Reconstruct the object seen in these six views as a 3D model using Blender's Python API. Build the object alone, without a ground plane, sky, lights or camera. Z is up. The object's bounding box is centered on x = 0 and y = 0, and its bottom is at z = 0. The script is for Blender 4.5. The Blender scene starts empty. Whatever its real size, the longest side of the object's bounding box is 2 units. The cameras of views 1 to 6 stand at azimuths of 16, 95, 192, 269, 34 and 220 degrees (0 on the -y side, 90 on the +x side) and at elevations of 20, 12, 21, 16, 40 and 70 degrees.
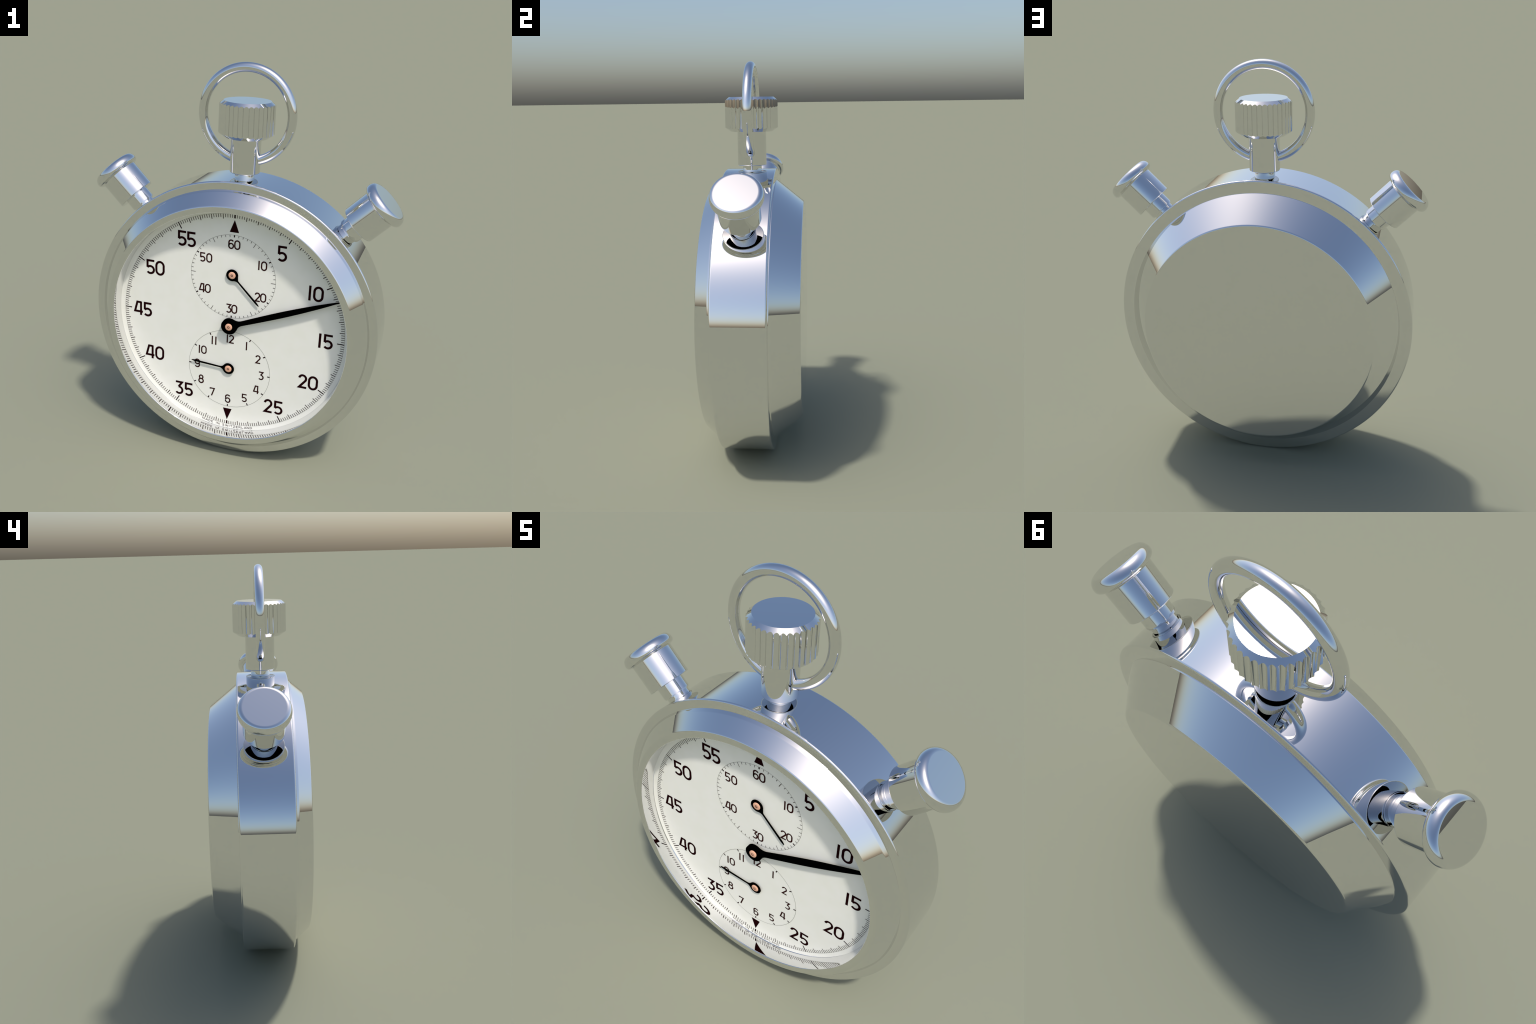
# Chrome mechanical stopwatch: procedural model (Blender 4.5)
import bpy, bmesh, math
from mathutils import Vector, Matrix

# ----------------------------------------------------------------- frame
ZC = 0.7334           # height of the case axis (axis runs along y, dial faces -y)
R_BAND = 0.7334       # outer radius of the middle case band
Y_AX = -0.0275        # depth of the crown / push button axes
Y_FRONT, Y_BACK = -0.2385, 0.2385
Y_DIAL = -0.158
R_WALL = 0.6015       # inner radius of the bezel wall

# ----------------------------------------------------------------- materials
def new_mat(name):
    m = bpy.data.materials.new(name); m.use_nodes = True
    nt = m.node_tree
    return m, nt, nt.nodes["Principled BSDF"]

def chrome_mat():
    m, nt, b = new_mat("polished_chrome")
    b.inputs["Base Color"].default_value = (0.80, 0.80, 0.80, 1)
    b.inputs["Metallic"].default_value = 1.0
    tc = nt.nodes.new("ShaderNodeTexCoord")
    nz = nt.nodes.new("ShaderNodeTexNoise"); nz.inputs["Scale"].default_value = 9.0
    mr = nt.nodes.new("ShaderNodeMapRange")
    mr.inputs["To Min"].default_value = CHROME_ROUGH[0]; mr.inputs["To Max"].default_value = CHROME_ROUGH[1]
    nt.links.new(tc.outputs["Object"], nz.inputs["Vector"])
    nt.links.new(nz.outputs["Fac"], mr.inputs["Value"])
    nt.links.new(mr.outputs["Result"], b.inputs["Roughness"])
    return m
CHROME_ROUGH = (0.0, 0.002)

def dial_mat():
    m, nt, b = new_mat("enamel_dial")
    tc = nt.nodes.new("ShaderNodeTexCoord")
    nz = nt.nodes.new("ShaderNodeTexNoise")
    nz.inputs["Scale"].default_value = 14.0; nz.inputs["Detail"].default_value = 5.0
    cr = nt.nodes.new("ShaderNodeValToRGB")
    cr.color_ramp.elements[0].position = 0.30; cr.color_ramp.elements[0].color = DIAL_A
    cr.color_ramp.elements[1].position = 0.70; cr.color_ramp.elements[1].color = DIAL_B
    nt.links.new(tc.outputs["Object"], nz.inputs["Vector"])
    nt.links.new(nz.outputs["Fac"], cr.inputs["Fac"])
    nt.links.new(cr.outputs["Color"], b.inputs["Base Color"])
    b.inputs["Roughness"].default_value = 0.6
    b.inputs["Specular IOR Level"].default_value = 0.2
    return m
DIAL_A = (0.868, 0.858, 0.770, 1); DIAL_B = (0.892, 0.878, 0.808, 1)

def flat_mat(name, col, rough=0.6, spec=0.2, metallic=0.0, var=0.15):
    m, nt, b = new_mat(name)
    tc = nt.nodes.new("ShaderNodeTexCoord")
    nz = nt.nodes.new("ShaderNodeTexNoise"); nz.inputs["Scale"].default_value = 60.0
    mx = nt.nodes.new("ShaderNodeMix"); mx.data_type = 'RGBA'
    mx.inputs["A"].default_value = (*[c * (1 - var) for c in col], 1)
    mx.inputs["B"].default_value = (*[min(1, c * (1 + var)) for c in col], 1)
    nt.links.new(tc.outputs["Object"], nz.inputs["Vector"])
    nt.links.new(nz.outputs["Fac"], mx.inputs["Factor"])
    nt.links.new(mx.outputs["Result"], b.inputs["Base Color"])
    b.inputs["Roughness"].default_value = rough
    b.inputs["Specular IOR Level"].default_value = spec
    b.inputs["Metallic"].default_value = metallic
    return m

M_CHROME = chrome_mat()
M_DIAL = dial_mat()
M_INK = flat_mat("dial_ink", (0.014, 0.0022, 0.0028), 0.8, 0.0)
M_INK_THIN = flat_mat("thin_dial_ink", (0.034, 0.009, 0.008), 0.8, 0.0)
M_TICK = flat_mat("tick_ink", (0.046, 0.025, 0.020), 0.8, 0.0)
M_HAIR = flat_mat("hairline_ink", (0.17, 0.165, 0.125), 0.8, 0.0)
M_HAND = flat_mat("black_hand_lacquer", (0.0006, 0.0006, 0.0006), 0.8, 0.0)
M_COPPER = flat_mat("copper_pin", (0.76, 0.425, 0.285), 0.5, 0.2, 0.0, 0.05)
M_PINHOLE = flat_mat("pin_groove", (0.15, 0.07, 0.05), 0.6, 0.1)

# ----------------------------------------------------------------- helpers
coll = bpy.context.scene.collection
def link(name, me, parent, mat=None):
    ob = bpy.data.objects.new(name, me); coll.objects.link(ob)
    if mat is not None: me.materials.append(mat)
    ob.parent = parent
    return ob

def smooth(me, angle=30):
    me.polygons.foreach_set("use_smooth", [True] * len(me.polygons))
    me.set_sharp_from_angle(angle=math.radians(angle))
    me.update()

def from_bm(name, bm):
    bmesh.ops.recalc_face_normals(bm, faces=bm.faces)
    me = bpy.data.meshes.new(name); bm.to_mesh(me); bm.free()
    return me

def rounded(points, closed=False):
    """Profile from (a, r, fillet) corners: each corner is replaced by an arc with
    support points beside it so that the flats stay flat under smooth shading."""
    out = []; n = len(points)
    for i, p in enumerate(points):
        a, r, f = p
        if f <= 0 or (not closed and i in (0, n - 1)):
            out.append((a, r)); continue
        P = Vector((a, r)); A = Vector(points[i - 1][:2]); B = Vector(points[(i + 1) % n][:2])
        da = (A - P).normalized(); db = (B - P).normalized()
        ang = da.angle(db); t = f / math.tan(ang / 2)
        t = min(t, (A - P).length * 0.48, (B - P).length * 0.48); f2 = t * math.tan(ang / 2)
        C = P + (da + db).normalized() * (f2 / math.sin(ang / 2))
        s = P + da * t; e = P + db * t
        a0 = math.atan2(*(s - C).yx); a1 = math.atan2(*(e - C).yx)
        d = (a1 - a0 + math.pi) % (2 * math.pi) - math.pi
        out.append(tuple(s + da * min(0.0006, t * 0.3)))
        k = 7
        for j in range(k + 1):
            q = a0 + d * j / k
            out.append((C.x + f2 * math.cos(q), C.y + f2 * math.sin(q)))
        out.append(tuple(e + db * min(0.0006, t * 0.3)))
    return out

def lathe(name, prof, axis='Z', seg=256, closed=False, origin=(0, 0, 0), angle=30):
    """Revolve (along, radius) pairs about an axis through origin."""
    bm = bmesh.new(); rows = []
    o = Vector(origin)
    def place(a, r, th):
        c, s = r * math.cos(th), r * math.sin(th)
        return o + (Vector((c, s, a)) if axis == 'Z' else Vector((c, a, s)))
    for a, r in prof:
        if r < 1e-6: rows.append([bm.verts.new(place(a, 0, 0))])
        else: rows.append([bm.verts.new(place(a, r, 2 * math.pi * i / seg)) for i in range(seg)])
    pairs = list(zip(rows, rows[1:])) + ([(rows[-1], rows[0])] if closed else [])
    for A, B in pairs:
        for i in range(seg):
            j = (i + 1) % seg
            if len(A) == 1 and len(B) == 1: continue
            if len(A) == 1: bm.faces.new((A[0], B[j], B[i]))
            elif len(B) == 1: bm.faces.new((A[i], A[j], B[0]))
            else: bm.faces.new((A[i], A[j], B[j], B[i]))
    me = from_bm(name, bm); smooth(me, angle)
    return me

# ----------------------------------------------------------------- thing
root = bpy.data.objects.new("stopwatch", None); coll.objects.link(root)
root["label"] = "polished chrome mechanical stopwatch with white dial and ring"
root["category"] = "stopwatch"
CASE = (0, 0, ZC)

# --- case band (middle ring)
band = rounded([(-0.1600, 0.630, 0), (-0.1600, R_BAND, 0.008), (0.0965, R_BAND, 0.008), (0.0965, 0.630, 0)], True)
link("case_band", lathe("case_band", band, 'Y', 320, True, CASE), root, M_CHROME)

# --- bezel (front ring with cone, flat lip and mirror wall)
bezel = rounded([(-0.150, 0.5996, 0), (-0.1583, 0.5996, 0), (-0.1605, 0.6009, 0), (-0.1640, R_WALL, 0), (-0.1650, R_WALL, 0), (Y_FRONT, R_WALL, 0.0050), (Y_FRONT, 0.6325, 0.011),
                 (-0.1735, 0.6868, 0.030), (-0.1590, 0.6955, 0), (-0.150, 0.640, 0)], True)
link("bezel", lathe("bezel", bezel, 'Y', 320, True, CASE), root, M_CHROME)

# --- back cover
back = rounded([(0.088, 0.0, 0), (0.088, 0.6735, 0), (0.0988, 0.6735, 0.003), (Y_BACK, 0.5620, 0.012), (Y_BACK, 0.0, 0)])
link("back_cover", lathe("back_cover", back, 'Y', 320, False, CASE), root, M_CHROME)

# --- dial plate
dial_me = lathe("dial", [(Y_DIAL, 0.0), (Y_DIAL, R_WALL - 0.0009), (-0.152, R_WALL - 0.0009), (-0.152, 0.0)], 'Y', 256, False, CASE)
dial = link("dial", dial_me, root, M_DIAL)

# ----------------------------------------------------------------- printing on the dial
PX, PZ = 0.0025, 0.735         # centre of the printed scale
LIFT = 0.0004                  # printed ink stands this far off the plate
_layer = [0]
def stroke(bm, pts, w, closed=False):
    """Flat ribbon of width w along 2D points (x, z), mitred, lying on the dial."""
    _layer[0] = (_layer[0] + 1) % 6
    y = Y_DIAL - LIFT - 0.00008 * _layer[0]
    P = [Vector(p) for p in pts]
    Q = [P[0]]
    for p in P[1:]:
        if (p - Q[-1]).length > 1e-6: Q.append(p)
    P = Q; n = len(P); L = []; R = []
    for i in range(n):
        if closed: a, b = P[i - 1], P[(i + 1) % n]
        else: a, b = P[max(i - 1, 0)], P[min(i + 1, n - 1)]
        d1 = (P[i] - a).normalized() if (P[i] - a).length > 0 else (b - P[i]).normalized()
        d2 = (b - P[i]).normalized() if (b - P[i]).length > 0 else d1
        n1 = Vector((-d1.y, d1.x)); n2 = Vector((-d2.y, d2.x))
        m = (n1 + n2).normalized(); k = w / 2 / max(0.35, m.dot(n1))
        L.append(P[i] + m * k); R.append(P[i] - m * k)
    vl = [bm.verts.new((p.x, y, p.y)) for p in L]; vr = [bm.verts.new((p.x, y, p.y)) for p in R]
    for i in range(n if closed else n - 1):
        j = (i + 1) % n
        bm.faces.new((vl[i], vr[i], vr[j], vl[j]))

def ink(name, bm, parent, mat):
    for f in bm.faces:
        f.normal_update()
        if f.normal.y > 0: f.normal_flip()
    me = bpy.data.meshes.new(name); bm.to_mesh(me); bm.free()
    return link(name, me, parent, mat)

def arc(cx, cy, rx, a0, a1, ry=None, n=20):
    ry = rx if ry is None else ry
    return [(cx + rx * math.cos(math.radians(a0 + (a1 - a0) * i / n)),
             cy + ry * math.sin(math.radians(a0 + (a1 - a0) * i / n))) for i in range(n + 1)]

# digits as pen strokes in a cell of height 1 (pen width 0.12)
SIX = arc(.30, .70, .238, 30, 180, .24) + [(.062, .30)] + arc(.30, .315, .238, 180, 360, .255) + arc(.30, .345, .238, 0, 180, .235)
DIGIT = {
    '0': ([arc(.318, .655, .258, 0, 180, .285) + arc(.318, .345, .258, 180, 360, .285)], .636, True),
    '1': ([[(.06, 0), (.06, 1)]], .12, False),
    '2': ([arc(.285, .70, .225, 172, -38, .24) + [(.085, .06), (.57, .06)]], .57, False),
    '3': ([[(.04, .94), (.50, .94), (.255, .575)], arc(.285, .315, .25, 100, -142, .255)], .56, False),
    '4': ([[(.515, 0), (.515, 1)], [(.515, .94), (.25, .94), (.078, .26), (.65, .26)]], .65, False),
    '5': ([[(.58, .94), (.095, .94), (.095, .455)], arc(.30, .305, .250, 146, -142, .248, 26)], .60, False),
    '6': ([SIX], .60, False),
    '7': ([[(.07, .84), (.07, .94), (.55, .94), (.24, 0)]], .60, False),
    '8': ([arc(.31, .735, .195, 0, 360, .21, 28), arc(.31, .30, .245, 0, 360, .245, 32)], .62, False),
    '9': ([[(.60 - x, 1 - y) for x, y in SIX]], .60, False),
}
def draw_digit(bm, ch, x, z, h, sx=1.0, pen=0.12):
    strokes, wd, closed = DIGIT[ch]
    for s in strokes:
        stroke(bm, [(x + px * h * sx, z + pz * h) for px, pz in s], pen * h, closed)

def numeral(chars, z, h, pen=0.12, mat=None):
    """chars: list of (digit, left x)."""
    bm = bmesh.new()
    for ch, x in chars: draw_digit(bm, ch, x, z, h, 1.0, pen)
    return ink("numeral", bm, dial, mat or M_INK)

HB = 0.0768                                    # large seconds numerals
big = [([('5', .2198)], 1.1118), ([('1', .3857), ('0', .4075)], .9366), ([('1', .4535), ('5', .4748)], .6980),
       ([('2', .3672), ('0', .4180)], .4582), ([('2', .1985), ('5', .2506)], .2780),
       ([('3', -.2915), ('5', -.2388)], .2778), ([('4', -.5262), ('0', -.4058)], .0),
       ([('4', -.5262), ('5', -.4726)], .6988), ([('5', -.4567), ('0', -.4055)], .9372),
       ([('5', -.2883), ('5', -.2396)], 1.1152)]
big[6] = ([('4', -.4612), ('0', -.4058)], .4587)
for chars, z in big: numeral(chars, z, HB, .150)
HS = 0.0478                                    # minutes register numerals
small = [([('6', -.0258), ('0', .0045)], 1.1360), ([('1', .1297), ('0', .1430)], 1.0500),
         ([('2', .1195), ('0', .1475)], .8848), ([('3', -.0252), ('0', .0030)], .7988),
         ([('4', -.1705), ('0', -.1392)], .8862), ([('5', -.1700), ('0', -.1360)], 1.0485)]
for chars, z in small: numeral(chars, z, HS, .146, M_INK_THIN)
HH = 0.0465                                    # hours register numerals
hours = [([('1', -.0148), ('2', -.0034)], .6322), ([('1', .0877)], .6092), ([('2', .1402)], .5470), ([('3', .1608)], .4578),
         ([('4', .1370)], .3732), ([('5', .0775)], .3102), ([('6', -.0120)], .2850), ([('7', -.0980)], .3090),
         ([('8', -.1620)], .3705), ([('9', -.1850)], .4590), ([('1', -.1633), ('0', -.1505)], .5437), ([('1', -.0946), ('1', -.0755)], .6078)]
for i, (chars, z) in enumerate(hours):
    numeral(chars, z, HH * (1.06 if chars[0][0] in '689' else 1.0), .146, M_INK_THIN)

def radial(bm, cx, cz, ang, r0, r1, w):
    s, c = math.sin(ang), math.cos(ang)
    stroke(bm, [(cx + r0 * s, cz + r0 * c), (cx + r1 * s, cz + r1 * c)], w)
def circle(bm, cx, cz, r, w, n=256):
    stroke(bm, [(cx + r * math.sin(2 * math.pi * i / n), cz + r * math.cos(2 * math.pi * i / n)) for i in range(n)], w, True)

# outer scale: fifths of a second
bm = bmesh.new(); bold = bmesh.new()
for i in range(300):
    a = 2 * math.pi * i / 300
    if i % 150 == 0: radial(bold, PX, PZ, a, .5565, .5755, .0072)
    elif i % 25 == 0: radial(bold, PX, PZ, a, .5400, .5755, .0052)
    elif i % 5 == 0: radial(bm, PX, PZ, a, .5508, .5755, .0037)
    else: radial(bm, PX, PZ, a, .5580, .5755, .0030)
t = ink("tick_marks", bm, dial, M_TICK); t["kind"] = "stuff"
t = ink("tick_marks", bold, dial, M_INK); t["kind"] = "stuff"
bm = bmesh.new(); circle(bm, PX, PZ, .5755, .0008)
ink("scale_circle", bm, dial, M_HAIR)
# minutes register
SX, SZ, SR = .0035, .9910, .2168
bm = bmesh.new(); bold = bmesh.new()
for i in range(60):
    a = 2 * math.pi * i / 60
    if i % 10 == 0: radial(bold, SX, SZ, a, SR - .0112, SR, .0060)
    elif i % 5 == 0: radial(bm, SX, SZ, a, SR - .0235, SR, .0024)
    else: radial(bm, SX, SZ, a, SR - .0108, SR, .0024)
t = ink("tick_marks", bm, dial, M_TICK); t["kind"] = "stuff"
t = ink("tick_marks", bold, dial, M_INK); t["kind"] = "stuff"
bm = bmesh.new(); circle(bm, SX, SZ, SR, .0012)
ink("register_circle", bm, dial, M_HAIR)
# hours register
TX, TZ, TR = .0025, .4820, .2172
bm = bmesh.new()
for i in range(12):
    radial(bm, TX, TZ, 2 * math.pi * i / 12, TR - .0125, TR, .0055)
t = ink("tick_marks", bm, dial, M_INK); t["kind"] = "stuff"
bm = bmesh.new(); circle(bm, TX, TZ, TR, .0012)
ink("register_circle", bm, dial, M_HAIR)
# triangles at 60 and 30
for tip, base, half in ((1.2842, 1.2212, .0236), (.1845, .2515, .0240)):
    bm = bmesh.new(); y = Y_DIAL - LIFT
    bm.faces.new([bm.verts.new((PX + dx, y, z)) for dx, z in ((0, tip), (half, base), (-half, base))])
    ink("triangle_mark", bm, dial, M_INK)

# tiny lettering round the lower rim
LETTER = {
    'M': [[(.06, 0), (.06, 1), (.42, .25), (.78, 1), (.78, 0)]], 'A': [[(0, 0), (.38, 1), (.76, 0)], [(.14, .34), (.62, .34)]],
    'D': [[(.06, 0), (.06, 1), (.30, 1), (.55, .85), (.66, .5), (.55, .15), (.30, 0), (.06, 0)]],
    'E': [[(.58, 0), (.06, 0), (.06, 1), (.58, 1)], [(.06, .52), (.5, .52)]], 'I': [[(.06, 0), (.06, 1)]],
    'N': [[(.06, 0), (.06, 1), (.64, 0), (.64, 1)]],
    'S': [[(.56, .82), (.42, .96), (.2, .96), (.07, .78), (.2, .56), (.46, .44), (.58, .24), (.44, .04), (.2, .04), (.05, .18)]],
    'W': [[(0, 1), (.24, 0), (.46, .9), (.68, 0), (.92, 1)]], 'T': [[(0, 1), (.66, 1)], [(.33, 1), (.33, 0)]],
    'Z': [[(.04, 1), (.60, 1), (.04, 0), (.62, 0)]], 'L': [[(.06, 1), (.06, 0), (.54, 0)]],
    'R': [[(.06, 0), (.06, 1), (.40, 1), (.56, .86), (.56, .66), (.40, .50), (.06, .50)], [(.34, .50), (.60, 0)]],
}
bm = bmesh.new(); text = "MADE IN SWITZERLAND"; hL = .0112; rB = .5935
gap = {' ': .70, 'I': .40, 'M': 1.08, 'W': 1.16, 'L': .80, 'E': .84, 'R': .88, 'T': .90, 'Z': .88}
adv = [gap.get(c, .92) for c in text]; total = sum(adv)
a0, a1 = math.radians(-13.5), math.radians(14.2); pos = 0.0
for c, d in zip(text, adv):
    for s in LETTER.get(c, []):
        pts = []
        for px, pz in s:
            th = a0 + (a1 - a0) * (pos + px) / total
            r = rB - pz * hL
            pts.append((PX + r * math.sin(th), PZ - r * math.cos(th)))
        stroke(bm, pts, .0018)
    pos += d
ink("lettering", bm, dial, M_INK_THIN)

# ----------------------------------------------------------------- hands
def curve(table):
    """Smooth interpolation through (t, value) control points."""
    def f(t):
        for (t0, v0), (t1, v1) in zip(table, table[1:]):
            if t <= t1: break
        k = table.index((t0, v0))
        m = lambda i: ((table[min(i + 1, len(table) - 1)][1] - table[max(i - 1, 0)][1]) /
                       (table[min(i + 1, len(table) - 1)][0] - table[max(i - 1, 0)][0]))
        h = t1 - t0; u = (t - t0) / h
        return ((2*u**3 - 3*u*u + 1) * v0 + (u**3 - 2*u*u + u) * h * m(k) + (-2*u**3 + 3*u*u) * v1 + (u**3 - u*u) * h * m(k + 1))
    return f

def hand(name, cx, cz, y, tip, hub_r, half, phi, thick=0.004):
    """Flat hand: round hub flowing through a concave fillet into a blade whose
    half width is half(t), t running 0..1 from the axis to the tip."""
    d = Vector((tip[0] - cx, tip[1] - cz)); L = d.length; d.normalize(); nrm = Vector((-d.y, d.x))
    hubp = Vector((hub_r * math.cos(phi), hub_r * math.sin(phi)))
    w = half(hub_r / L)
    t = (hubp.y - w) / math.cos(phi)
    ctrl = Vector((hubp.x + t * math.sin(phi), w)); end = ctrl + Vector((t, 0)); end.y = half(end.x / L)
    fil = [(1-u)**2 * hubp + 2*u*(1-u) * ctrl + u*u * end for u in [k / 8 for k in range(1, 9)]]
    ring = [(hub_r * math.cos(a), hub_r * math.sin(a)) for a in
            [phi + (2 * math.pi - 2 * phi) * k / 64 for k in range(65)]]
    N = 44
    blade = [(end.x + (L - end.x) * k / N, half((end.x + (L - end.x) * k / N) / L)) for k in range(1, N + 1)]
    outline = ring + [(p.x, -p.y) for p in fil] + [(s, -w2) for s, w2 in blade] \
        + [(s, w2) for s, w2 in reversed(blade[:-1])] + [(p.x, p.y) for p in reversed(fil)]
    bm = bmesh.new()
    def v(p, yy):
        q = Vector((cx, cz)) + d * p[0] + nrm * p[1]
        return bm.verts.new((q.x, yy, q.y))
    f = [v(p, y - thick / 2) for p in outline]; b = [v(p, y + thick / 2) for p in outline]
    bm.faces.new(f); bm.faces.new(list(reversed(b)))
    n = len(f)
    for i in range(n):
        j = (i + 1) % n; bm.faces.new((f[i], b[i], b[j], f[j]))
    bmesh.ops.triangulate(bm, faces=[q for q in bm.faces if len(q.verts) > 4])
    return link(name, from_bm(name, bm), root, M_HAND)

def pin(cx, cz, y, parent, r=.0185):
    # flat topped rivet with a small ring groove in the middle, axis along y
    prof = [(Y_DIAL - .001, r * .3), (y + .001, r * .3), (y + .001, r), (y - .0030, r), (y - .0044, r * .90),
            (y - .0052, r * .60), (y - .0054, r * .36)]
    groove = [(y - .0054, r * .36), (y - .0034, r * .32), (y - .0034, r * .20), (y - .0050, r * .15)]
    tip = [(y - .0050, r * .15), (y - .0054, r * .09), (y - .0055, 0)]
    link("hand_pin", lathe("hand_pin", prof, 'Y', 64, False, (cx, 0, cz), 40), parent, M_COPPER)
    link("pin_groove", lathe("pin_groove", groove, 'Y', 48, False, (cx, 0, cz), 40), parent, M_PINHOLE)
    link("pin_tip", lathe("pin_tip", tip, 'Y', 48, False, (cx, 0, cz), 40), parent, M_COPPER)

main_half = curve([(0, .0085), (.10, .0096), (.28, .0120), (.475, .0131), (.625, .0118), (.775, .0087), (.875, .0057), (1.0, .0004)])
thin_half = curve([(0, .0033), (.25, .0035), (.80, .0044), (.92, .0040), (1.0, .0008)])
hub = (.0023, .7352)
h = hand("sweep_hand", *hub, -.1785, (.5391, .9590), .0410, main_half, .72, .0160)
pin(*hub, -.1880, h, .0178)
for c, tip in (((.0027, 1.0041), (.1445, .8618)), ((.0020, .4902), (-.1995, .5022))):
    h = hand("register_hand", *c, -.1664, tip, .0302, thin_half, .55, .0032)
    pin(*c, -.1672, h, .0178)

# ----------------------------------------------------------------- pendant: stem, crown, ring
stem = link("stem", lathe("stem", rounded([(1.487, 0.0, 0), (1.487, .0728, .004), (1.668, .0728, 0), (1.668, 0, 0)]),
            'Z', 128, False, (0, Y_AX, 0)), root, M_CHROME)
link("stem_neck", lathe("stem_neck", [(1.44, 0), (1.44, .0485), (1.489, .0485), (1.489, 0)], 'Z', 96, False, (0, Y_AX, 0)), stem, M_CHROME)

def crown_mesh():
    RC, depth, teeth, sub = .1325, .0070, 36, 10
    z1, z0, rt, rb = 1.827, 1.6570, .1120, .1060
    n = teeth * sub; bm = bmesh.new()
    rows = [[], [], [], []]
    for i in range(n):
        th = 2 * math.pi * i / n; t = (i % sub) / sub
        rf = RC - depth * (1 - (2 * t - 1) ** 2)
        zt = z1 - (rf - rt) * .83; zb = z0 + (rf - rb) * .75
        for row, (r, z) in zip(rows, ((rt, z1), (rf, zt), (rf + .0006, zb), (rb, z0))):
            row.append(bm.verts.new((r * math.cos(th), Y_AX + r * math.sin(th), z)))
    for A, B in zip(rows, rows[1:]):
        for i in range(n): bm.faces.new((A[i], B[i], B[(i + 1) % n], A[(i + 1) % n]))
    ct = bm.verts.new((0, Y_AX, z1)); cb = bm.verts.new((0, Y_AX, z0))
    for i in range(n):
        j = (i + 1) % n
        bm.faces.new((ct, rows[0][i], rows[0][j])); bm.faces.new((cb, rows[3][j], rows[3][i]))
    me = from_bm("winding_crown", bm); smooth(me, 28)
    return me
link("winding_crown", crown_mesh(), root, M_CHROME)

def torus(name, R, r, cz, n=224, m=48):
    bm = bmesh.new(); rows = []
    for i in range(n):
        a = 2 * math.pi * i / n
        rows.append([bm.verts.new(((R + r * math.cos(2 * math.pi * j / m)) * math.cos(a), Y_AX + r * math.sin(2 * math.pi * j / m),
                                   cz + (R + r * math.cos(2 * math.pi * j / m)) * math.sin(a))) for j in range(m)])
    for i in range(n):
        A, B = rows[i], rows[(i + 1) % n]
        for j in range(m): bm.faces.new((A[j], B[j], B[(j + 1) % m], A[(j + 1) % m]))
    me = from_bm(name, bm); smooth(me, 60)
    return me
link("bow_ring", torus("bow_ring", .2175, .0225, 1.760), root, M_CHROME)

# ----------------------------------------------------------------- push buttons
def cap_profile():
    body, flange, flat = .0955, .1185, .0940
    p = rounded([(.8035, 0, 0), (.8035, body, .003), (.9365, body, .0015), (.9400, body + .006, 0)])
    s0, s1 = .9400, .9895
    # rim: a full quarter roll over the top and a tighter one underneath
    mid = .957
    p += [(mid - (mid - s0) * math.cos(a), body + .006 + (flange - body - .006) * math.sin(a))
          for a in [math.pi / 2 * k / 8 for k in range(1, 9)]]
    p += [(mid + (s1 - mid) * math.sin(a), flat + (flange - flat) * math.cos(a))
          for a in [math.pi / 2 * k / 10 for k in range(1, 11)]]
    return p + [(s1, flat - .0012), (s1, flat * .5), (s1, 0)]
cap_prof = cap_profile()
cap_me = lathe("push_button", cap_prof, 'Z', 128, False, (0, 0, 0), 35)
shaft_me = lathe("button_shaft", [(.69, 0), (.69, .0520), (.7465, .0520), (.7465, .0585), (.7515, .0592), (.7515, .0615), (.806, .0615), (.806, 0)], 'Z', 96)
cap_me.materials.append(M_CHROME); shaft_me.materials.append(M_CHROME)
for sgn in (1, -1):
    ob = bpy.data.objects.new("push_button", cap_me); coll.objects.link(ob)
    ob.location = (0, Y_AX, ZC); ob.rotation_euler = (0, sgn * math.pi / 4, 0); ob.parent = root
    sh = bpy.data.objects.new("button_shaft", shaft_me); coll.objects.link(sh); sh.parent = ob
